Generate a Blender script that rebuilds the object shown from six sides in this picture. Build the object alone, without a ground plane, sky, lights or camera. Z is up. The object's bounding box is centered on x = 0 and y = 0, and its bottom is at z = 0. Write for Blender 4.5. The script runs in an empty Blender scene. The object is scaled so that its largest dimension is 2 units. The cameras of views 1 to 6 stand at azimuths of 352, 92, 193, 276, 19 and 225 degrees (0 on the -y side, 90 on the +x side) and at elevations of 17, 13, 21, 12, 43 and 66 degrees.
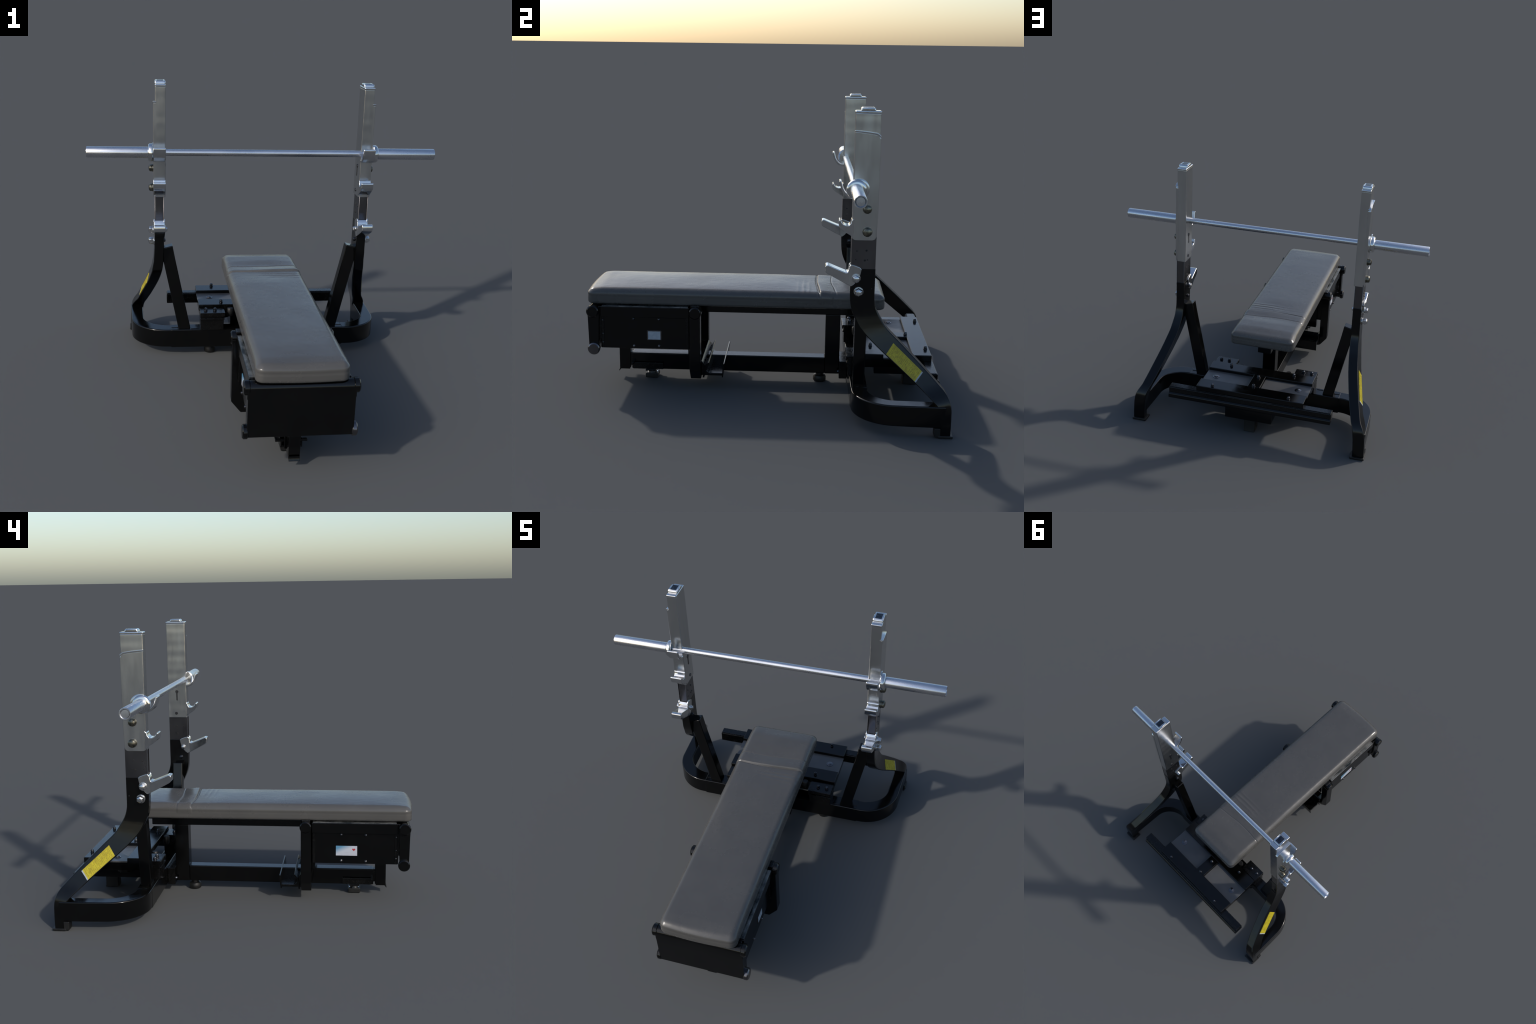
import bpy, bmesh, math, random
from mathutils import Vector, Matrix, noise

random.seed(7)

# ------------------------------------------------------------------ materials
def new_mat(name):
    m = bpy.data.materials.new(name)
    m.use_nodes = True
    nt = m.node_tree
    return m, nt, nt.nodes["Principled BSDF"]

def node(nt, kind, **props):
    n = nt.nodes.new(kind)
    for k, v in props.items():
        setattr(n, k, v)
    return n

def coords(nt, scale=(1, 1, 1)):
    tc = node(nt, "ShaderNodeTexCoord")
    mp = node(nt, "ShaderNodeMapping")
    mp.inputs["Scale"].default_value = scale
    nt.links.new(tc.outputs["Object"], mp.inputs["Vector"])
    return mp.outputs["Vector"]

def noise_tex(nt, vec, scale, detail=4.0, rough=0.55):
    n = node(nt, "ShaderNodeTexNoise")
    n.inputs["Scale"].default_value = scale
    n.inputs["Detail"].default_value = detail
    n.inputs["Roughness"].default_value = rough
    nt.links.new(vec, n.inputs["Vector"])
    return n.outputs["Fac"]

def ramp(nt, fac, stops):
    r = node(nt, "ShaderNodeValToRGB")
    e = r.color_ramp.elements
    while len(e) < len(stops):
        e.new(0.5)
    for el, (p, c) in zip(e, stops):
        el.position = p
        el.color = (*c, 1) if len(c) == 3 else c
    nt.links.new(fac, r.inputs["Fac"])
    return r.outputs["Color"]

def rough_range(nt, fac, lo, hi, bsdf):
    mr = node(nt, "ShaderNodeMapRange")
    mr.inputs["From Min"].default_value = 0.3
    mr.inputs["From Max"].default_value = 0.7
    mr.inputs["To Min"].default_value = lo
    mr.inputs["To Max"].default_value = hi
    nt.links.new(fac, mr.inputs["Value"])
    nt.links.new(mr.outputs["Result"], bsdf.inputs["Roughness"])

def bump(nt, height, strength, dist, bsdf):
    b = node(nt, "ShaderNodeBump")
    b.inputs["Strength"].default_value = strength
    b.inputs["Distance"].default_value = dist
    nt.links.new(height, b.inputs["Height"])
    nt.links.new(b.outputs["Normal"], bsdf.inputs["Normal"])

def surface(name, dark, light, scale, rlo, rhi, metal=0.0, spec=0.5, stretch=(1, 1, 1),
            bstr=0.0, bscale=200, bdist=0.001):
    m, nt, b = new_mat(name)
    v = coords(nt, stretch)
    f = noise_tex(nt, v, scale)
    nt.links.new(ramp(nt, f, [(0.35, dark), (0.65, light)]), b.inputs["Base Color"])
    rough_range(nt, noise_tex(nt, v, scale * 2.3, 6), rlo, rhi, b)
    b.inputs["Metallic"].default_value = metal
    b.inputs["Specular IOR Level"].default_value = spec
    if bstr:
        bump(nt, noise_tex(nt, v, bscale, 3), bstr, bdist, b)
    return m

PAINT = surface("black_gloss_paint", (0.0012, 0.0012, 0.0012), (0.0020, 0.0020, 0.0019), 9, 0.12, 0.20, spec=0.40,
                bstr=0.03, bscale=40, bdist=0.002)
PAINT_DULL = surface("black_dusty_paint", (0.0014, 0.0014, 0.0014), (0.0035, 0.0035, 0.0035), 24, 0.16, 0.32, spec=0.4,
                     bstr=0.08, bscale=90, bdist=0.002)
CHROME = surface("chrome_plate", (0.64, 0.65, 0.64), (0.73, 0.73, 0.72), 9, 0.18, 0.26, metal=1.0,
                 stretch=(1, 1, 0.2), bstr=0.025, bscale=8, bdist=0.005)
POLISHED = surface("polished_chrome", (0.68, 0.69, 0.69), (0.76, 0.76, 0.76), 20, 0.10, 0.19, metal=1.0,
                   bstr=0.03, bscale=25, bdist=0.003)
BAR_STEEL = surface("bar_steel", (0.64, 0.65, 0.68), (0.72, 0.73, 0.76), 10, 0.24, 0.32, metal=1.0,
                    stretch=(0.4, 1, 1))
GREY_STEEL = surface("grey_steel", (0.15, 0.145, 0.152), (0.18, 0.175, 0.182), 5, 0.18, 0.28, metal=1.0,
                     stretch=(1, 1, 0.5), bstr=0.02, bscale=10, bdist=0.003)
BOLT_STEEL = surface("bolt_steel", (0.55, 0.56, 0.57), (0.7, 0.7, 0.7), 60, 0.15, 0.3, metal=1.0)
BRASSY = surface("aged_bolt", (0.10, 0.10, 0.085), (0.24, 0.22, 0.17), 60, 0.2, 0.4, metal=1.0)
DARK_BOLT = surface("dark_bolt", (0.045, 0.05, 0.06), (0.10, 0.105, 0.12), 80, 0.2, 0.35, metal=1.0)
FLOOR = surface("grey_floor_sheet", (0.070, 0.070, 0.071), (0.088, 0.088, 0.088), 8, 0.32, 0.45,
                bstr=0.05, bscale=30, bdist=0.003)
RUBBER = surface("black_rubber", (0.0025, 0.0025, 0.0025), (0.006, 0.006, 0.006), 30, 0.4, 0.6)
HOLE = surface("dark_hole", (0.006, 0.006, 0.006), (0.010, 0.010, 0.010), 30, 0.6, 0.7)
WORN = surface("worn_rail_top", (0.03, 0.04, 0.045), (0.33, 0.33, 0.31), 30, 0.2, 0.45, metal=0.8,
               stretch=(1, 0.4, 1))

def leather():
    m, nt, b = new_mat("grey_brown_leather")
    v = coords(nt)
    f = noise_tex(nt, v, 5, 5)
    nt.links.new(ramp(nt, f, [(0.3, (0.067, 0.0655, 0.063)), (0.7, (0.076, 0.0738, 0.0705))]), b.inputs["Base Color"])
    rough_range(nt, noise_tex(nt, v, 3.5, 7, 0.65), 0.22, 0.31, b)
    b.inputs["Specular IOR Level"].default_value = 0.5
    bump(nt, noise_tex(nt, v, 60, 3), 0.02, 0.0012, b)
    return m
LEATHER = leather()

def sticker_mat():
    """yellow warning sticker, rows of fine print too small to read"""
    m, nt, b = new_mat("yellow_sticker")
    v = coords(nt)
    f = noise_tex(nt, v, 40, 6, 0.7)
    col = ramp(nt, f, [(0.3, (0.32, 0.25, 0.010)), (0.5, (0.47, 0.39, 0.013)), (0.75, (0.54, 0.46, 0.017))])
    g = noise_tex(nt, v, 260, 3, 0.6)
    mask = ramp(nt, g, [(0.40, (1, 1, 1)), (0.52, (0, 0, 0))])
    mx = node(nt, "ShaderNodeMix", data_type="RGBA")
    mul = node(nt, "ShaderNodeMath", operation="MULTIPLY")
    mul.inputs[1].default_value = 0.4
    nt.links.new(mask, mul.inputs[0])
    nt.links.new(mul.outputs[0], mx.inputs["Factor"])
    nt.links.new(col, mx.inputs["A"])
    mx.inputs["B"].default_value = (0.12, 0.10, 0.02, 1)
    nt.links.new(mx.outputs["Result"], b.inputs["Base Color"])
    b.inputs["Roughness"].default_value = 0.42
    return m
STICKER = sticker_mat()
PRINT = surface("faded_print", (0.22, 0.175, 0.012), (0.36, 0.29, 0.014), 120, 0.4, 0.5)

def label_mat(name, coloured):
    m, nt, b = new_mat(name)
    tc = node(nt, "ShaderNodeTexCoord")
    sep = node(nt, "ShaderNodeSeparateXYZ")
    nt.links.new(tc.outputs["Generated"], sep.inputs[0])
    n = noise_tex(nt, tc.outputs["Object"], 60, 4)
    if coloured:
        # pale card: blue wash in the upper corner on the far end of the box
        a = node(nt, "ShaderNodeMath", operation="ADD")
        nt.links.new(sep.outputs["Y"], a.inputs[0])
        nt.links.new(sep.outputs["Z"], a.inputs[1])
        c = ramp(nt, a.outputs[0], [(0.0, (0.42, 0.43, 0.48)), (0.62, (0.42, 0.45, 0.51)), (0.93, (0.08, 0.22, 0.35))])
        a.use_clamp = False
        half = node(nt, "ShaderNodeMath", operation="MULTIPLY")
        half.inputs[1].default_value = 0.55
        nt.links.new(a.outputs[0], half.inputs[0])
        nt.links.new(half.outputs[0], c.node.inputs["Fac"])
        nt.links.new(c, b.inputs["Base Color"])
    else:
        nt.links.new(ramp(nt, n, [(0.3, (0.28, 0.32, 0.37)), (0.7, (0.38, 0.42, 0.47))]), b.inputs["Base Color"])
    b.inputs["Roughness"].default_value = 0.45
    return m
LABEL_A = label_mat("printed_label", True)
LABEL_B = label_mat("pale_label", False)
RED = surface("red_print", (0.34, 0.02, 0.03), (0.42, 0.03, 0.04), 50, 0.4, 0.5)

# ------------------------------------------------------------------ helpers
COL = bpy.context.scene.collection

def empty(name, loc=(0, 0, 0)):
    o = bpy.data.objects.new(name, None)
    o.location = loc
    COL.objects.link(o)
    return o

def obj_from_bm(name, bm, mat, parent=None, bevel=0.0, seg=2, angle=35, smooth=True):
    bmesh.ops.recalc_face_normals(bm, faces=bm.faces[:])
    me = bpy.data.meshes.new(name)
    bm.to_mesh(me)
    bm.free()
    me.materials.append(mat)
    if smooth:
        me.polygons.foreach_set("use_smooth", [True] * len(me.polygons))
        me.set_sharp_from_angle(angle=math.radians(angle))
    o = bpy.data.objects.new(name, me)
    COL.objects.link(o)
    if parent is not None:
        o.parent = parent
    if bevel:
        b = o.modifiers.new("bevel", "BEVEL")
        b.width = bevel
        b.segments = seg
        b.limit_method = "ANGLE"
        b.angle_limit = math.radians(30)
        b.harden_normals = True
    return o

def add_box(bm, x0, x1, y0, y1, z0, z1):
    vs = [bm.verts.new((x, y, z)) for z in (z0, z1) for y in (y0, y1) for x in (x0, x1)]
    for f in ((0, 1, 3, 2), (4, 5, 7, 6), (0, 1, 5, 4), (2, 3, 7, 6), (0, 2, 6, 4), (1, 3, 7, 5)):
        bm.faces.new([vs[i] for i in f])

def box(name, x, y, z, mat, parent, bevel=0.004, seg=2):
    bm = bmesh.new()
    add_box(bm, min(x), max(x), min(y), max(y), min(z), max(z))
    return obj_from_bm(name, bm, mat, parent, bevel, seg)

def boxes(name, lst, mat, parent, bevel=0.003):
    bm = bmesh.new()
    for x, y, z in lst:
        add_box(bm, min(x), max(x), min(y), max(y), min(z), max(z))
    return obj_from_bm(name, bm, mat, parent, bevel)

def add_prism(bm, poly_yz, x0, x1):
    a = [bm.verts.new((x0, y, z)) for y, z in poly_yz]
    b = [bm.verts.new((x1, y, z)) for y, z in poly_yz]
    n = len(a)
    bm.faces.new(a)
    bm.faces.new(b[::-1])
    for i in range(n):
        j = (i + 1) % n
        bm.faces.new((a[i], a[j], b[j], b[i]))

def prism(name, poly, x0, x1, mat, parent, bevel=0.003, seg=2):
    bm = bmesh.new()
    add_prism(bm, poly, x0, x1)
    return obj_from_bm(name, bm, mat, parent, bevel, seg)

def add_lathe(bm, prof, loc, axis="Z", n=32):
    """prof: list of (radius, height) along the axis; closed with caps"""
    rot = {"Z": Matrix.Identity(3),
           "X": Matrix(((0, 0, 1), (0, 1, 0), (-1, 0, 0))),
           "Y": Matrix(((1, 0, 0), (0, 0, 1), (0, -1, 0)))}[axis]
    rings = []
    for r, h in prof:
        if r < 1e-6:
            rings.append([bm.verts.new(Vector(loc) + rot @ Vector((0, 0, h)))])
        else:
            rings.append([bm.verts.new(Vector(loc) + rot @ Vector((r * math.cos(2 * math.pi * i / n),
                                                                    r * math.sin(2 * math.pi * i / n), h))) for i in range(n)])
    for a, b in zip(rings, rings[1:]):
        for i in range(n):
            j = (i + 1) % n
            if len(a) == 1:
                bm.faces.new((a[0], b[j], b[i]))
            elif len(b) == 1:
                bm.faces.new((a[i], a[j], b[0]))
            else:
                bm.faces.new((a[i], a[j], b[j], b[i]))
    if len(rings[0]) > 1:
        bm.faces.new(rings[0][::-1])
    if len(rings[-1]) > 1:
        bm.faces.new(rings[-1])

def lathe(name, prof, loc, axis, mat, parent, n=32, bevel=0.0, angle=40):
    bm = bmesh.new()
    add_lathe(bm, prof, loc, axis, n)
    return obj_from_bm(name, bm, mat, parent, bevel, angle=angle)

def roller(name, r, x0, x1, y, z, mat, parent, e=0.004):
    s = 1 if x1 > x0 else -1
    L = abs(x1 - x0)
    prof = [(r - e, 0), (r, e), (r, L - e), (r - e, L)]
    return lathe(name, [(a, s * h) for a, h in prof], (x0, y, z), "X", mat, parent, 36)

def dome_bolt(name, loc, axis, sgn, r, h, mat, parent, hexa=True, washer=True):
    """washer, hexagon head and a domed centre"""
    bm = bmesh.new()
    t = 0.0
    if washer:
        add_lathe(bm, [(r * 1.05, 0), (r * 1.05, sgn * h * 0.22)], loc, axis, 24)
        t = h * 0.22
    prof = [(r * 0.95, sgn * t * 0.9), (r * 0.95, sgn * (t + h * 0.45)), (r * 0.8, sgn * (t + h * 0.65)),
            (r * 0.45, sgn * (t + h * 0.78)), (0, sgn * (t + h * 0.8))]
    add_lathe(bm, prof, loc, axis, 6 if hexa else 20)
    return obj_from_bm(name, bm, mat, parent, 0.0012, 2)

def bar_sections(name, secs, mat, parent, bevel=0.006, seg=3, angle=35):
    """loft through four-cornered sections, each a list of 4 points"""
    bm = bmesh.new()
    rings = [[bm.verts.new(p) for p in s] for s in secs]
    for a, b in zip(rings, rings[1:]):
        for i in range(4):
            j = (i + 1) % 4
            bm.faces.new((a[i], a[j], b[j], b[i]))
    bm.faces.new(rings[0][::-1])
    bm.faces.new(rings[-1])
    # long edges become round by bevel weight
    return obj_from_bm(name, bm, mat, parent, bevel, seg, angle)

def interp(x, xs, ys):
    if x <= xs[0]:
        return ys[0]
    for i in range(len(xs) - 1):
        if x <= xs[i + 1]:
            t = (x - xs[i]) / (xs[i + 1] - xs[i])
            return ys[i] + t * (ys[i + 1] - ys[i])
    return ys[-1]

def smooth_curve(pts, n):
    """Catmull-Rom through points (any dimension)"""
    P = [Vector(p) for p in pts]
    P = [P[0] * 2 - P[1]] + P + [P[-1] * 2 - P[-2]]
    out = []
    m = len(P) - 3
    for k in range(n + 1):
        u = k / n * m
        i = min(int(u), m - 1)
        t = u - i
        a, b, c, d = P[i:i + 4]
        out.append(0.5 * ((2 * b) + (c - a) * t + (2 * a - 5 * b + 4 * c - d) * t * t + (3 * b - a - 3 * c + d) * t ** 3))
    return out

# ------------------------------------------------------------------ the bench with its rack
BENCH = empty("weight_bench")
BENCH["label"] = "black olympic weight bench, chrome rack uprights, grey leather pad"
BENCH["category"] = "weight bench"

# x of the outer face of a leg at height z
LEG_Z = [0.00, 0.060, 0.130, 0.180, 0.210, 0.240, 0.30, 0.38, 0.45, 0.52, 0.60, 0.68, 0.85]
LEG_X = [0.769, 0.768, 0.765, 0.758, 0.744, 0.725, 0.704, 0.678, 0.657, 0.640, 0.628, 0.624, 0.623]
LEG_T = [0.073, 0.073, 0.074, 0.074, 0.068, 0.062, 0.064, 0.064, 0.063, 0.061, 0.057, 0.055, 0.054]

def leg_x(z):
    return interp(z, LEG_Z, LEG_X)

def leg_t(z):
    return interp(z, LEG_Z, LEG_T)

LEG_BACK = [(0.588, 0.845), (0.588, 0.760), (0.588, 0.700), (0.591, 0.660), (0.603, 0.622), (0.628, 0.577),
            (0.662, 0.527), (0.732, 0.459), (0.802, 0.390), (0.872, 0.320), (0.929, 0.260), (0.955, 0.232), (0.976, 0.197), (0.986, 0.158), (0.988, 0.120), (0.988, 0.060), (0.987, 0.008)]
LEG_FRONT = [(0.462, 0.845), (0.462, 0.760), (0.463, 0.715), (0.466, 0.665), (0.474, 0.625), (0.490, 0.585),
             (0.518, 0.533), (0.577, 0.469), (0.646, 0.406), (0.728, 0.335), (0.801, 0.271), (0.854, 0.223), (0.882, 0.198), (0.907, 0.172), (0.922, 0.145), (0.932, 0.110), (0.935, 0.060), (0.935, 0.008)]

def build_leg(s):
    b = smooth_curve(LEG_BACK, 48)
    f = smooth_curve(LEG_FRONT, 48)
    secs = []
    for (yb, zb), (yf, zf) in zip(b, f):
        secs.append([(s * leg_x(zf), yf, zf), (s * leg_x(zb), yb, zb),
                     (s * (leg_x(zb) - leg_t(zb)), yb, zb), (s * (leg_x(zf) - leg_t(zf)), yf, zf)])
    leg = bar_sections("leg", secs, PAINT, BENCH, 0.006, 3, 30)
    # sticker on the outer face
    bm = bmesh.new()
    A, B, C, D = Vector((0.690, 0.463)), Vector((0.836, 0.330)), Vector((0.800, 0.281)), Vector((0.655, 0.408))
    nu, nv = 14, 5
    top, bot = [], []
    for i in range(nu + 1):
        u = i / nu
        for j in range(nv + 1):
            v = j / nv
            p = (A * (1 - u) + B * u) * (1 - v) + (D * (1 - u) + C * u) * v
            x = leg_x(p.y)
            top.append(bm.verts.new((s * (x + 0.0022), p.x, p.y)))
            bot.append(bm.verts.new((s * (x - 0.0010), p.x, p.y)))
    k = nv + 1
    for i in range(nu):
        for j in range(nv):
            q = (i * k + j, (i + 1) * k + j, (i + 1) * k + j + 1, i * k + j + 1)
            bm.faces.new([top[t] for t in q])
            bm.faces.new([bot[t] for t in q[::-1]])
    rim = [i * k for i in range(nu + 1)] + [nu * k + j for j in range(1, k)] + \
          [i * k + nv for i in range(nu - 1, -1, -1)] + [j for j in range(nv - 1, 0, -1)]
    for a, c in zip(rim, rim[1:] + rim[:1]):
        bm.faces.new((top[a], top[c], bot[c], bot[a]))
    obj_from_bm("warning_sticker", bm, STICKER, leg)
    # fine print: short dark dashes in rows, a rule between panels and a border
    rng = random.Random(11)
    bm = bmesh.new()
    def mark(u0, u1, v0, v1):
        va, vb = [], []
        for u, v in ((u0, v0), (u1, v0), (u1, v1), (u0, v1)):
            p = (A * (1 - u) + B * u) * (1 - v) + (D * (1 - u) + C * u) * v
            va.append(bm.verts.new((s * (leg_x(p.y) + 0.0028), p.x, p.y)))
            vb.append(bm.verts.new((s * (leg_x(p.y) + 0.0016), p.x, p.y)))
        bm.faces.new(va); bm.faces.new(vb[::-1])
        for q in range(4):
            bm.faces.new((va[q], va[(q + 1) % 4], vb[(q + 1) % 4], vb[q]))
    for u in (0.06, 0.34, 0.62, 0.94):
        mark(u, u + 0.008, 0.05, 0.95)
    for v in (0.04, 0.94):
        mark(0.03, 0.5, v, v + 0.018)
        mark(0.5, 0.97, v, v + 0.018)
    for panel0, panel1 in ((0.09, 0.31), (0.37, 0.59), (0.65, 0.91)):
        for row in range(5):
            u = panel0 + (panel1 - panel0) * (row + 0.2) / 5
            v = 0.12
            while v < 0.82:
                w = rng.uniform(0.05, 0.16)
                if rng.random() < 0.75:
                    mark(u, u + 0.016, v, min(v + w, 0.88))
                v += w + 0.04
    obj_from_bm("sticker_print", bm, PRINT, leg, smooth=False)["kind"] = "stuff"
    bm = bmesh.new()
    strip = []
    for p in (B, B + (B - A).normalized() * 0.007, C + (C - D).normalized() * 0.007, C):
        strip.append((p, leg_x(p.y)))
    va = [bm.verts.new((s * (x + 0.0020), p.x, p.y)) for p, x in strip]
    vb = [bm.verts.new((s * (x - 0.0010), p.x, p.y)) for p, x in strip]
    bm.faces.new(va); bm.faces.new(vb[::-1])
    for q in range(4):
        bm.faces.new((va[q], va[(q + 1) % 4], vb[(q + 1) % 4], vb[q]))
    obj_from_bm("sticker_edge", bm, LABEL_B, leg)
    return leg

LEGS = {}
for s in (1, -1):
    LEGS[s] = build_leg(s)

# base: one rectangular tube swept across the front and round both ends to the rear feet
def base_ring():
    outer, inner = [], []
    for x in (0.0, 0.2, 0.4):
        outer.append((x, 0.490)); inner.append((x, 0.573))
    for k in range(17):
        a = math.pi / 2 * k / 16
        outer.append((0.545 + 0.214 * math.sin(a), 0.710 - 0.220 * math.cos(a)))
        inner.append((0.530 + 0.156 * math.sin(a), 0.715 - 0.142 * math.cos(a)))
    for y, xo, xi in ((0.80, 0.762, 0.688), (0.88, 0.764, 0.690), (0.960, 0.766, 0.692)):
        outer.append((xo, y)); inner.append((xi, y))
    full_o = [(-x, y) for x, y in outer[:0:-1]] + outer
    full_i = [(-x, y) for x, y in inner[:0:-1]] + inner
    secs = []
    for (ox, oy), (ix, iy) in zip(full_o, full_i):
        zb = 0.056 - 0.004 * min(1, max(0, (oy - 0.49) / 0.3))
        secs.append([(ox, oy, zb), (ox, oy, 0.166), (ix, iy, 0.166), (ix, iy, zb)])
    return bar_sections("base_frame", secs, PAINT, BENCH, 0.007, 3, 30)
BASE = base_ring()
# the straight middle is a sleeve that the curved ends slide into
box("base_sleeve", (-0.526, 0.526), (0.4885, 0.577), (0.0525, 0.1675), PAINT, BASE, 0.006)

for s in (1, -1):
    # rear foot column, its flange and toe plate
    boxes("foot_plate", [((s * 0.681, s * 0.773), (0.924, 0.999), (0.0, 0.013)),
                         ((s * 0.715, s * 0.770), (0.905, 0.936), (0.004, 0.052))], RUBBER, BASE, 0.003)
    # levelling foot under the cross tube
    lathe("levelling_foot", [(0.020, 0.070), (0.020, 0.045), (0.030, 0.036), (0.034, 0.024), (0.034, 0.006), (0.030, 0.0)],
          (s * 0.288, 0.553, 0.0), "Z", RUBBER, BASE)
    # weld plates where the strut stands
    boxes("weld_plate", [((s * 0.362, s * 0.405), (0.500, 0.512), (0.166, 0.1705)),
                         ((s * 0.480, s * 0.522), (0.520, 0.532), (0.166, 0.1705))], PAINT, BASE, 0.002)
    # strut from the cross tube up to the upright
    y0, y1 = 0.497, 0.559
    secs = [[(s * 0.480, 0.501, 0.164), (s * 0.480, 0.563, 0.164), (s * 0.408, 0.563, 0.164), (s * 0.408, 0.501, 0.164)],
            [(s * 0.5725, y0, 0.600), (s * 0.5725, y1, 0.600), (s * 0.501, y1, 0.600), (s * 0.501, y0, 0.600)],
            [(s * 0.5735, y0, 0.676), (s * 0.5735, y1, 0.676), (s * 0.5185, y1, 0.691), (s * 0.5185, y0, 0.691)]]
    bar_sections("strut", secs, PAINT, BENCH, 0.005, 2)

# ---------------------------------------------------------------- uprights
def arc(cx, cy, r, a0, a1, n):
    return [(cx + r * math.cos(math.radians(a0 + (a1 - a0) * i / n)), cy + r * math.sin(math.radians(a0 + (a1 - a0) * i / n)))
            for i in range(n + 1)]

def add_wavy_tube(bm, x0, x1, y0, y1, z0, z1, nz=40):
    """rectangular tube whose corners wander by a fraction of a millimetre as hammered plating does"""
    rings = []
    for k in range(nz + 1):
        z = z0 + (z1 - z0) * k / nz
        w = lambda q: 0.0010 * noise.noise(Vector((q * 7.3, z * 22.0, 1.7)))
        rings.append([bm.verts.new((x0 + w(1), y0 + w(2), z)), bm.verts.new((x1 + w(3), y0 + w(4), z)),
                      bm.verts.new((x1 + w(5), y1 + w(6), z)), bm.verts.new((x0 + w(7), y1 + w(8), z))])
    for a, b in zip(rings, rings[1:]):
        for i in range(4):
            j = (i + 1) % 4
            bm.faces.new((a[i], a[j], b[j], b[i]))
    bm.faces.new(rings[0][::-1])
    bm.faces.new(rings[-1])

def keyhole(s, y, z, r, slot, parent):
    bm = bmesh.new()
    add_lathe(bm, [(r, 0), (r, -s * 0.0016)], (s * 0.5598, y, z), "X", 20)
    if slot:
        add_box(bm, s * 0.5592, s * 0.5630, y - r * 0.45, y + r * 0.45, z - slot, z)
    obj_from_bm("keyhole", bm, GREY_STEEL, parent)

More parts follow.
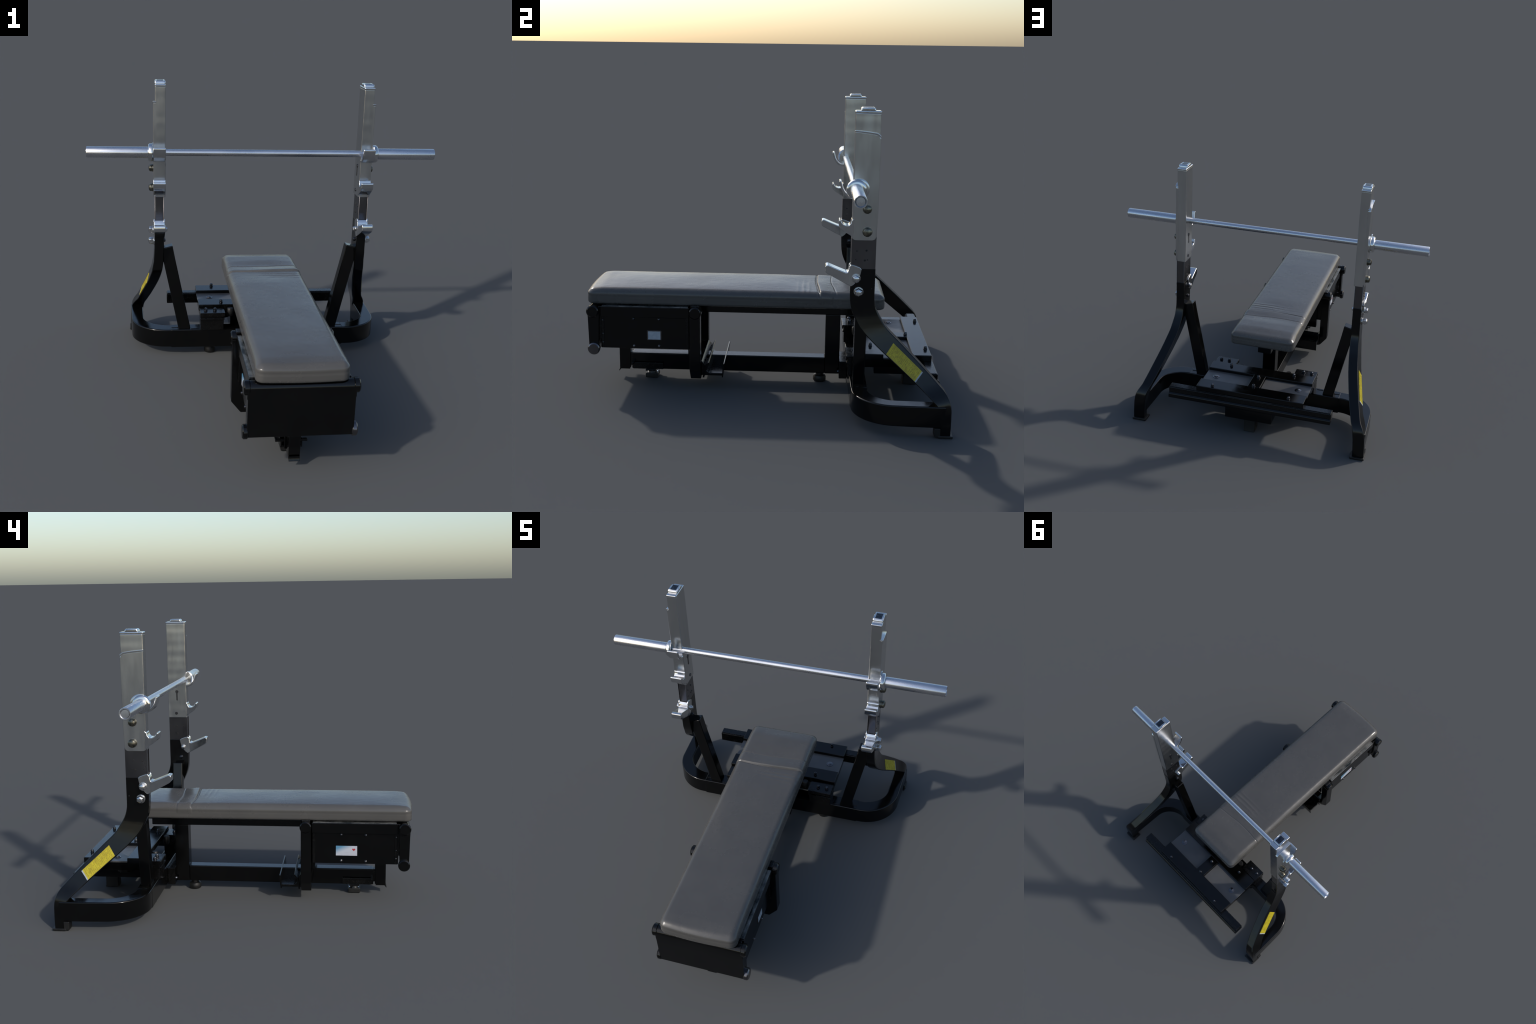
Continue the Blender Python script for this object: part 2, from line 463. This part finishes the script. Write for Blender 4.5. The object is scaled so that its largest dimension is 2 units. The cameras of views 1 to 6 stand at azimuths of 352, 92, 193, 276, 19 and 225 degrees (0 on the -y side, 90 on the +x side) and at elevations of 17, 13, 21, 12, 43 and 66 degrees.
for s in (1, -1):
    # grey tube that stands in the black leg and carries everything
    bm = bmesh.new()
    add_wavy_tube(bm, s * 0.5720, s * 0.6205, 0.4665, 0.5860, 0.838, 1.010, 12)
    core = obj_from_bm("upright", bm, GREY_STEEL, BENCH, 0.004)
    # side cheeks of the grey tube stand forward of its front face
    for xa, xb in ((0.5700, 0.5730), (0.6195, 0.6225)):
        box("tube_cheek", (s * xa, s * xb), (0.4630, 0.5865), (0.838, 1.005), GREY_STEEL, core, 0.002)
    # rivet holes in the grey tube
    bm = bmesh.new()
    for y, z, r in ((0.491, 0.932, 0.004), (0.539, 0.935, 0.006), (0.487, 0.887, 0.003), (0.546, 0.887, 0.003), (0.532, 0.884, 0.006)):
        add_lathe(bm, [(r, 0), (r * 0.7, s * 0.0022)], (s * 0.6222, y, z), "X", 14)
        add_lathe(bm, [(r, 0), (r * 0.7, -s * 0.0022)], (s * 0.5703, y, z), "X", 14)
    obj_from_bm("rivet_hole", bm, HOLE, core)
    # chrome tube
    bm = bmesh.new()
    add_wavy_tube(bm, s * 0.5610, s * 0.6205, 0.4630, 0.5870, 0.990, 1.616, 60)
    tube = obj_from_bm("chrome_tube", bm, CHROME, core, 0.005, 3)
    # capped top: overhanging lid with a raised boss
    secs = []
    bm = bmesh.new()
    add_box(bm, s * 0.5600, s * 0.6218, 0.4605, 0.5890, 1.611, 1.627)
    obj_from_bm("tube_cap", bm, POLISHED, core, 0.006, 3)
    prism("cap_boss", [(0.486, 1.624), (0.490, 1.640), (0.496, 1.643), (0.552, 1.643), (0.558, 1.640), (0.562, 1.624)],
          s * 0.5610, s * 0.6220, POLISHED, core, 0.012, 4)
    box("cap_dark_patch", (s * 0.573, s * 0.610), (0.498, 0.550), (1.636, 1.6436), DARK_BOLT, core, 0.002)  # dark bluish square seen on the boss top, laid on as a thin box
    # dent dimple near the top front
    lathe("dimple", [(0.006, 0), (0.004, -0.0022), (0, -0.0025)], (s * 0.590, 0.4655, 1.580), "Y", BOLT_STEEL, core, 16)
    # outer cover plate with rounded lower corners and folded top lip
    plate = [(0.463, 1.526)] + [(0.463, 1.0850), (0.4615, 1.020)] + arc(0.484, 1.010, 0.0225, 190, 270, 6)[1:] + \
            arc(0.562, 1.0095, 0.0225, 270, 352, 6) + [(0.589, 1.10), (0.589, 1.495), (0.580, 1.507), (0.568, 1.513), (0.52, 1.520)]
    prism("cover_plate", plate, s * 0.6120, s * 0.6300, CHROME, core, 0.003, 2)
    lip = [(0.463, 1.524), (0.520, 1.518), (0.568, 1.511), (0.584, 1.500), (0.590, 1.505), (0.584, 1.513), (0.570, 1.521), (0.52, 1.528), (0.4615, 1.533)]
    prism("plate_lip", lip, s * 0.6125, s * 0.6325, POLISHED, core, 0.002, 2)
    # upper hook: a bent lip that takes the bar
    h1 = [(0.470, 1.196)] + [(0.452, 1.197), (0.432, 1.205), (0.414, 1.222), (0.401, 1.246), (0.392, 1.276), (0.394, 1.285),
          (0.404, 1.286), (0.407, 1.277), (0.413, 1.252), (0.423, 1.234), (0.438, 1.219), (0.455, 1.213), (0.470, 1.213)]
    prism("bar_hook", h1, s * 0.5615, s * 0.6310, POLISHED, core, 0.0045, 3)
    # middle hook
    h2 = [(0.472, 0.997), (0.455, 1.012), (0.423, 1.032), (0.402, 1.050), (0.396, 1.062), (0.396, 1.084), (0.400, 1.090),
          (0.406, 1.089), (0.410, 1.078), (0.420, 1.067), (0.434, 1.061), (0.447, 1.062), (0.456, 1.072), (0.460, 1.088), (0.472, 1.100)]
    prism("bar_hook", h2, s * 0.5615, s * 0.6310, POLISHED, core, 0.0045, 3)
    # lower catch: long ramp, held by a cheek on either side of the leg
    ramp_poly = [(0.463, 0.750), (0.420, 0.772), (0.345, 0.812), (0.335, 0.822), (0.334, 0.846), (0.338, 0.855), (0.350, 0.857),
                 (0.395, 0.838), (0.440, 0.820), (0.449, 0.822), (0.453, 0.842), (0.4635, 0.856)]
    prism("spotter_catch", ramp_poly, s * 0.5650, s * 0.6285, POLISHED, core, 0.004, 3)
    ch = [(0.455, 0.756), (0.466, 0.748), (0.480, 0.758), (0.498, 0.778), (0.512, 0.808), (0.518, 0.838), (0.508, 0.848),
          (0.480, 0.858), (0.464, 0.861), (0.455, 0.850)]
    for xa, xb in ((0.6200, 0.6300), (0.5640, 0.5725)):
        prism("catch_cheek", ch, s * xa, s * xb, CHROME, core, 0.0025, 2)
    # bolts
    dome_bolt("bolt", (s * 0.629, 0.535, 1.146), "X", s, 0.0215, 0.026, BRASSY, core, False)
    dome_bolt("bolt", (s * 0.629, 0.539, 1.032), "X", s, 0.0235, 0.026, BRASSY, core, False)
    dome_bolt("bolt", (s * 0.629, 0.491, 0.792), "X", s, 0.0215, 0.028, BOLT_STEEL, core)
    dome_bolt("bolt", (s * 0.621, 0.506, 0.722), "X", s, 0.0235, 0.038, BOLT_STEEL, core)
    dome_bolt("nut", (s * 0.565, 0.494, 0.792), "X", -s, 0.015, 0.016, BOLT_STEEL, core)
    dome_bolt("nut", (s * 0.571, 0.512, 0.722), "X", -s, 0.012, 0.012, DARK_BOLT, core)
    # slots on the inner face
    keyhole(s, 0.527, 1.166, 0.0105, 0.058, core)
    keyhole(s, 0.534, 1.021, 0.010, 0.0, core)
    bm = bmesh.new()
    add_lathe(bm, [(0.003, 0), (0.003, s * 0.002)], (s * 0.6235, 0.572, 0.738), "X", 12)
    obj_from_bm("rivet_hole", bm, HOLE, core)

# ---------------------------------------------------------------- spotter platform behind the bench
for s in (1, -1):
    pass
box("crossbar", (-0.538, 0.538), (0.884, 0.944), (0.192, 0.256), PAINT_DULL, BENCH, 0.004)
XB = bpy.data.objects["crossbar"]
prism("crossbar_lip", [(0.90, 0.186), (0.956, 0.186), (0.958, 0.196), (0.955, 0.213), (0.947, 0.222), (0.94, 0.222), (0.90, 0.20)],
      -0.537, 0.537, PAINT, XB, 0.003)
box("crossbar_lid", (-0.536, 0.536), (0.890, 0.938), (0.254, 0.260), PAINT_DULL, XB, 0.002)

PLAT = box("spotter_platform", (-0.354, 0.354), (0.574, 0.931), (0.252, 0.274), PAINT, BENCH, 0.003)
boxes("platform_frame", [((-0.356, 0.356), (0.830, 0.934), (0.258, 0.2945)),
                         ((-0.356, 0.356), (0.570, 0.672), (0.258, 0.2945)),
                         ((-0.041, 0.041), (0.670, 0.832), (0.258, 0.2940))], PAINT, PLAT, 0.004)
for s in (1, -1):
    box("floor_sheet", (s * 0.042, s * 0.3545), (0.6715, 0.8305), (0.266, 0.2755), FLOOR, PLAT, 0.002)
    lathe("pocket_bolt", [(0.022, 0), (0.022, 0.003), (0.014, 0.004), (0.013, 0.008), (0.009, 0.010), (0, 0.0105)],
          (s * 0.279, 0.750, 0.2750), "Z", GREY_STEEL, PLAT, 20)
    for x, y in ((0.253, 0.911), (0.217, 0.609)):
        dome_bolt("plate_bolt", (s * x, y, 0.2943), "Z", 1, 0.0105, 0.020, DARK_BOLT, PLAT)
    # side skirt and bracket to the base
    box("skirt", (s * 0.305, s * 0.350), (0.560, 0.900), (0.216, 0.258), PAINT, PLAT, 0.003)
    br = boxes("bracket", [((s * 0.203, s * 0.352), (0.470, 0.566), (0.268, 0.278)),
                           ((s * 0.210, s * 0.350), (0.480, 0.572), (0.166, 0.269)),
                           ((s * 0.203, s * 0.352), (0.469, 0.478), (0.254, 0.2775)),
                           ((s * 0.206, s * 0.352), (0.4715, 0.4815), (0.232, 0.242))], PAINT_DULL, PLAT, 0.003)
    for x in (0.318, 0.262):
        dome_bolt("bracket_bolt", (s * x, 0.513, 0.2778), "Z", 1, 0.0115, 0.018, DARK_BOLT, PLAT)
    # round black spot beside the post, modelled as a short stub
    lathe("dark_stub", [(0, 0), (0.014, 0.001), (0.018, 0.006), (0.020, 0.018), (0.020, 0.046), (0.016, 0.052)],
          (s * 0.167, 0.546, 0.230), "Z", RUBBER, PLAT, 28)
for y in (0.827, 0.705):
    dome_bolt("plate_bolt", (0.0, y, 0.2938), "Z", 1, 0.011, 0.018, DARK_BOLT, PLAT)
box("underbox", (-0.155, 0.155), (0.640, 0.942), (0.106, 0.262), PAINT, PLAT, 0.005)
lathe("knob_plate", [(0.05, 0), (0.055, 0.004), (0.055, 0.016), (0.05, 0.02)], (-0.20, 0.72, 0.168), "Z", PAINT_DULL, PLAT, 24)
prism("foot_block", [(0.812, 0.108), (0.900, 0.108), (0.900, 0.016), (0.904, 0.0), (0.820, 0.0), (0.822, 0.050)],
      -0.036, 0.036, RUBBER, PLAT, 0.004)

# ---------------------------------------------------------------- pad
PAD_X, PAD_Y0, PAD_Y1, PAD_Z0, PAD_Z1 = 0.2145, -0.984, 0.682, 0.499, 0.5925

def sstep(a, b, t):
    t = min(1, max(0, (t - a) / (b - a)))
    return t * t * (3 - 2 * t)

def bump1(t, c, w):
    return math.exp(-((t - c) / w) ** 2)

def pad_shape(p):
    """point of the plain block -> point of the upholstered pad"""
    hx, hy, hz = PAD_X, (PAD_Y1 - PAD_Y0) / 2, (PAD_Z1 - PAD_Z0) / 2
    cy, cz = (PAD_Y1 + PAD_Y0) / 2, (PAD_Z1 + PAD_Z0) / 2
    q = Vector((p[0], p[1] - cy, p[2] - cz))
    up = q.z > 0
    rz = 0.036 if up else 0.016          # soft upper edge, tighter lower edge
    rx = 0.037
    core = Vector((max(-hx + rx, min(hx - rx, q.x)), max(-hy + rx, min(hy - rx, q.y)), min(hz - 0.036, q.z)))
    d = q - core
    n = Vector((d.x / rx, d.y / rx, d.z / rz))
    if n.length > 1e-9:
        l = n.length
        m = max(abs(n.x), abs(n.y), abs(n.z))
        n = n * (1.0 / l) if m > 0.999 else n * (m / l)
        d = Vector((n.x * rx, n.y * rx, n.z * rz))
    if not up:
        # lower edge: a tight roll, drawn in along the outward direction of the outline
        k = min(1.0, math.hypot(d.x, d.y) / rx)
        if k > 0:
            t0 = max(0.0, min(1.0, (-hz + 0.016 - q.z) / 0.016))
            d *= 1 - 0.013 * (1 - math.sqrt(max(0.0, 1 - t0 * t0))) / rx
    q = core + d
    x, y, z = q.x, q.y + cy, q.z + cz
    edge = 1 - (x / hx) ** 2
    # the end under the legs bows out a little
    if y < -0.80:
        y -= 0.012 * edge * sstep(-0.80, -0.96, y)
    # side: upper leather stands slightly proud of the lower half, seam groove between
    side = sstep(hx - 0.030, hx - 0.004, abs(x)) + sstep(0.020, 0.004, min(y - PAD_Y0, PAD_Y1 - y))
    side = min(1, side)
    g = 0.0013 * bump1(z, 0.5465, 0.0040) + -0.0006 * sstep(0.5465, 0.538, z)
    x -= math.copysign(g * side, x) if abs(x) > hx - 0.03 else 0
    if y < PAD_Y0 + 0.03:
        y += g * side
    if y > PAD_Y1 - 0.03:
        y -= g * side
    # top: flat-domed, with the folded band across the head end
    t = sstep(0.560, 0.585, z)
    wob = 0.006 * noise.noise(Vector((x * 9, 3.1, 0.4))) + 0.010 * (x / hx)
    fy = 0.308 + wob * 0.6
    fy += 0.010 * (1 - edge)
    amp = 0.45 + 0.55 * sstep(-0.16, 0.04, x)
    lift = 0.0080 * amp * sstep(fy - 0.0035, fy + 0.0035, y) * (1 - 0.85 * sstep(fy + 0.006, fy + 0.090, y))
    lift -= 0.0085 * (0.6 + 0.4 * amp) * (1 - 0.6 * sstep(0.17, 0.20, abs(x))) * bump1(y, fy - 0.005, 0.0052)
    lift -= 0.0020 * bump1(y, 0.397 + 0.012 * (1 - edge) - 0.006 + wob, 0.0035)
    for k, (c, a) in enumerate(((0.262, 0.0016), (0.232, 0.0022), (0.200, 0.0012))):
        lift += a * bump1(y, c + 0.01 * noise.noise(Vector((x * 7, k * 5.0, 2.0))), 0.008) * \
                (0.12 + 0.88 * sstep(-0.10, 0.10, x)) * (1 - 0.7 * sstep(0.15, 0.21, abs(x)))
    lift -= 0.009 * sstep(0.57, 0.68, y) + 0.006 * sstep(-0.905, -0.985, y) + 0.003 * abs(x / hx) ** 7
    lift += 0.0012 * noise.noise(Vector((x * 8, y * 5, 0.3))) + 0.0004 * noise.noise(Vector((x * 40, y * 30, 7.3)))
    crown = 0.0075 * edge * (sstep(PAD_Y0, -0.75, y) * (1 - sstep(0.08, 0.27, y)) + 0.8 * sstep(0.40, 0.50, y) * (1 - sstep(0.56, 0.66, y)))
    z += t * (lift + crown)
    # band shows on the flanks too
    x += math.copysign(0.0022 * side * sstep(0.300, 0.312, y) * (1 - sstep(0.385, 0.400, y)) * sstep(0.53, 0.55, z), x)
    return (x, y, z)

def build_pad():
    bm = bmesh.new()
    nx, ny, nz = 70, 300, 16
    def axis(a, b, n, power=1.0):
        return [a + (b - a) * i / n for i in range(n + 1)]
    # denser near the ends so that the corners come out round
    def soft(a, b, n):
        out = []
        for i in range(n + 1):
            u = i / n
            v = u + 0.055 * math.sin(2 * math.pi * u) * -1
            out.append(a + (b - a) * v)
        return out
    X = soft(-PAD_X, PAD_X, nx)
    # rows lie closer together across the fold and its wrinkles
    Y = axis(PAD_Y0, 0.19, 205) + axis(0.19, 0.42, 115)[1:] + axis(0.42, PAD_Y1, 50)[1:]
    ny = len(Y) - 1
    Z = axis(PAD_Z0, PAD_Z1, nz)
    idx = {}
    def V(i, j, k):
        key = (i, j, k)
        if key not in idx:
            idx[key] = bm.verts.new(pad_shape((X[i], Y[j], Z[k])))
        return idx[key]
    for i in range(nx):
        for j in range(ny):
            for k in (0, nz):
                bm.faces.new((V(i, j, k), V(i + 1, j, k), V(i + 1, j + 1, k), V(i, j + 1, k)))
    for i in range(nx):
        for k in range(nz):
            for j in (0, ny):
                bm.faces.new((V(i, j, k), V(i + 1, j, k), V(i + 1, j, k + 1), V(i, j, k + 1)))
    for j in range(ny):
        for k in range(nz):
            for i in (0, nx):
                bm.faces.new((V(i, j, k), V(i, j + 1, k), V(i, j + 1, k + 1), V(i, j, k + 1)))
    return obj_from_bm("pad", bm, LEATHER, BENCH, angle=80)
build_pad()

# ---------------------------------------------------------------- frame that carries the pad
FRAME = box("bench_frame", (-0.037, 0.037), (-0.775, 0.362), (0.055, 0.153), PAINT, BENCH, 0.005)
box("pad_board", (-0.176, 0.176), (-0.90, 0.605), (0.488, 0.507), PAINT, FRAME, 0.003)
box("pad_rail", (-0.045, 0.045), (-0.90, 0.586), (0.416, 0.490), PAINT, FRAME, 0.004)
box("post", (-0.044, 0.044), (0.361, 0.446), (0.056, 0.418), PAINT, FRAME, 0.005)
box("joint_plate", (-0.090, 0.090), (0.444, 0.4885), (0.045, 0.150), PAINT_DULL, FRAME, 0.003)
for s in (1, -1):
    for z in (0.082,):
        dome_bolt("joint_bolt", (s * 0.068, 0.445, z), "Y", -1, 0.010, 0.012, DARK_BOLT, FRAME)
for y in (0.334, -0.658):
    pr = [(0.022, 0.062), (0.022, 0.040), (0.034, 0.034), (0.038, 0.024), (0.038, 0.005), (0.034, 0.0)] if y > 0 else \
         [(0.040, 0.066), (0.028, 0.045), (0.026, 0.030), (0.034, 0.026)]
    lathe("levelling_foot", pr, (0, y, 0), "Z", BOLT_STEEL if y < 0 else RUBBER, FRAME)
box("foot_pad", (-0.038, 0.038), (-0.696, -0.621), (0.0, 0.028), RUBBER, FRAME, 0.005)
boxes("foot_bracket", [((-0.052, 0.052), (-0.765, -0.587), (0.060, 0.070)),
                       ((-0.053, -0.046), (-0.766, -0.587), (0.060, 0.099)),
                       ((0.046, 0.053), (-0.766, -0.587), (0.060, 0.099)),
                       ((-0.080, 0.076), (-0.772, -0.758), (0.094, 0.106)),
                       ((-0.066, 0.066), (-0.690, -0.630), (0.052, 0.061))], PAINT_DULL, FRAME, 0.002)
# end column with its flared lower lip
bm = bmesh.new()
add_box(bm, -0.028, 0.028, -0.850, -0.784, 0.055, 0.300)
obj_from_bm("end_column", bm, PAINT, FRAME, 0.004)
prism("column_lip", [(-0.850, 0.070), (-0.850, 0.050), (-0.857, 0.036), (-0.853, 0.035), (-0.843, 0.048), (-0.790, 0.048), (-0.784, 0.070)],
      -0.0275, 0.0275, PAINT, FRAME, 0.002)
box("column_brace", (-0.024, 0.024), (-0.790, -0.765), (0.070, 0.150), PAINT_DULL, FRAME, 0.003)

# equipment box under the leg end
BOX = box("side_box", (-0.2190, 0.2190), (-0.912, -0.410), (0.244, 0.470), PAINT, BENCH, 0.004)
for s in (1, -1):
    box("box_rail", (s * 0.190, s * 0.2345), (-0.910, -0.408), (0.432, 0.494), PAINT, BOX, 0.004)
    box("rail_top", (s * 0.194, s * 0.231), (-0.900, -0.415), (0.4925, 0.4965), WORN, BOX, 0.001)
    # flanges at both ends of the side sheet
    boxes("sheet_flange", [((s * 0.215, s * 0.2225), (-0.908, -0.892), (0.248, 0.430)),
                           ((s * 0.215, s * 0.2225), (-0.428, -0.412), (0.248, 0.430))], PAINT_DULL, BOX, 0.0015)
    for y, z in ((-0.724, 0.260), (-0.581, 0.262), (-0.724, 0.420), (-0.581, 0.420)):
        dome_bolt("box_bolt", (s * 0.2188, y, z), "X", s, 0.0075, 0.009, GREY_STEEL if z < 0.3 else DARK_BOLT, BOX)
    for z in (0.41, 0.33, 0.28):
        dome_bolt("box_bolt", (s * 0.2223, -0.899, z), "X", s, 0.005, 0.005, DARK_BOLT, BOX)
lab = box("label", (-0.2186, -0.2210), (-0.674, -0.550), (0.294, 0.353), LABEL_A, BOX, 0.0005)
# red heart-like mark on the label
hb = bmesh.new()
pts = []
for i in range(24):
    t = 2 * math.pi * i / 24
    pts.append((-0.6545 + 0.00058 * 16 * math.sin(t) ** 3,
                0.3315 + 0.00055 * (13 * math.cos(t) - 5 * math.cos(2 * t) - 2 * math.cos(3 * t) - math.cos(4 * t))))
add_prism(hb, pts, -0.2204, -0.2217)
obj_from_bm("label_mark", hb, RED, BOX, smooth=False)
boxes("label_line", [((-0.2204, -0.2216), (-0.635, -0.565), (0.312, 0.3135)), ((-0.2204, -0.2216), (-0.640, -0.562), (0.304, 0.3052))],
      surface("pale_print", (0.34, 0.35, 0.40), (0.42, 0.43, 0.48), 40, 0.4, 0.5), BOX, 0)
box("label", (0.2186, 0.2210), (-0.648, -0.568), (0.299, 0.353), LABEL_B, BOX, 0.0005)
boxes("label_frame", [((0.2194, 0.2219), (-0.649, -0.643), (0.298, 0.354)), ((0.2194, 0.2219), (-0.573, -0.567), (0.298, 0.354)),
                      ((0.2194, 0.2219), (-0.645, -0.571), (0.349, 0.354)), ((0.2194, 0.2219), (-0.645, -0.571), (0.298, 0.301))],
      GREY_STEEL, BOX, 0.0005)

# end panel between two cross rollers
prof = [(-0.974, 0.232), (-0.922, 0.232), (-0.914, 0.467)] + arc(-0.947, 0.467, 0.033, 0, 180, 14)[1:] + [(-0.978, 0.40)]
ENDP = prism("end_panel", prof, -0.2445, 0.2445, PAINT, BENCH, 0.003, 2)
for s in (1, -1):
    roller("roller_cap", 0.0350, s * 0.232, s * 0.264, -0.948, 0.468, PAINT, ENDP, 0.006)
    roller("roller_cap", 0.0345, s * 0.236, s * 0.264, -0.946, 0.250, GREY_STEEL if s > 0 else PAINT, ENDP, 0.006)
    box("panel_tab", (s * 0.216, s * 0.2475), (-0.9765, -0.935), (0.420, 0.468), PAINT, ENDP, 0.003)
    box("panel_bracket", (s * 0.205, s * 0.226), (-0.925, -0.905), (0.300, 0.490), PAINT_DULL, ENDP, 0.003)

# side posts with a roller on top
for s in (1, -1):
    bm = bmesh.new()
    poly = [(0.196, 0.460), (0.254, 0.460), (0.254, 0.128), (0.204, 0.066), (0.150, 0.066), (0.150, 0.130), (0.196, 0.160)]
    a = [bm.verts.new((s * x, -0.405, z)) for x, z in poly]
    b = [bm.verts.new((s * x, -0.345, z)) for x, z in poly]
    bm.faces.new(a); bm.faces.new(b[::-1])
    for i in range(len(a)):
        j = (i + 1) % len(a)
        bm.faces.new((a[i], a[j], b[j], b[i]))
    post = obj_from_bm("side_post", bm, PAINT, BENCH, 0.004)
    roller("roller_cap", 0.0345, s * 0.190, s * 0.262, -0.373, 0.470, PAINT, post, 0.006)
    box("post_lug", (s * 0.200, s * 0.236), (-0.400, -0.350), (0.470, 0.508), PAINT_DULL, post, 0.003)
    lathe("pivot", [(0.014, 0), (0.014, 0.012), (0.010, 0.017), (0, 0.018)][::-1] if False else
          [(0.014, 0), (0.014, -0.012), (0.010, -0.017), (0, -0.018)], (s * 0.222, -0.3455, 0.412), "Y", DARK_BOLT, post, 20)
    bm = bmesh.new()
    for z in (0.40, 0.34, 0.28, 0.22):
        add_lathe(bm, [(0.007, 0), (0.007, 0.002), (0.004, 0.004)], (s * 0.226, -0.4045, z), "Y", 12)
    obj_from_bm("post_rivet", bm, GREY_STEEL, post)
box("cross_panel", (-0.158, 0.158), (-0.425, -0.382), (0.190, 0.470), PAINT, BENCH, 0.003)
box("post_tie", (-0.155, 0.155), (-0.403, -0.347), (0.068, 0.128), PAINT, BENCH, 0.004)

# plate cradle across the beam
CR = prism("plate_cradle", [(-0.345, 0.082), (-0.222, 0.082), (-0.222, 0.098), (-0.300, 0.098), (-0.316, 0.112),
                            (-0.326, 0.150), (-0.345, 0.170)], -0.190, 0.190, PAINT_DULL, BENCH, 0.003)
prism("cradle_flange", [(-0.228, 0.076), (-0.221, 0.076), (-0.212, 0.150), (-0.214, 0.158), (-0.220, 0.156)], -0.201, 0.201, PAINT, CR, 0.0015)
prism("cradle_flange", [(-0.338, 0.072), (-0.328, 0.072), (-0.318, 0.128), (-0.300, 0.160), (-0.304, 0.165), (-0.328, 0.135)],
      -0.199, 0.199, PAINT, CR, 0.0015)

# ------------------------------------------------------------------ the bar, lying in the upper hooks
BAR = empty("barbell", (0, 0.4775, 1.2455))
BAR["label"] = "bare steel barbell with thick end sleeves and collars"
BAR["category"] = "barbell"

def bar_part(name, prof, x, s, mat):
    o = lathe(name, [(r, s * h) for r, h in prof], (x, 0, 0), "X", mat, BAR, 48)
    return o
bar_part("shaft", [(0.0190, 0), (0.0190, 1.25)], -0.625, 1, BAR_STEEL)
for s in (1, -1):
    bar_part("sleeve", [(0.0300, 0), (0.0310, 0.004), (0.0315, 0.02), (0.0315, 0.346), (0.0300, 0.3500), (0.0255, 0.3500), (0.0240, 0.3440), (0.0215, 0.3400), (0.0205, 0.3440), (0, 0.3445)],
             s * 0.650, s, BAR_STEEL)
    bar_part("collar", [(0.030, 0), (0.044, 0.002), (0.050, 0.007), (0.050, 0.022), (0.046, 0.028), (0.038, 0.031)], s * 0.6290, s, POLISHED)

# boss on the cover plate behind each collar
for s in (1, -1):
    lathe("collar_boss", [(0.052, 0), (0.052, s * 0.006), (0.046, s * 0.0095), (0.040, s * 0.0095)], (s * 0.6285, 0.490, 1.246), "X", CHROME,
          BENCH, 40)
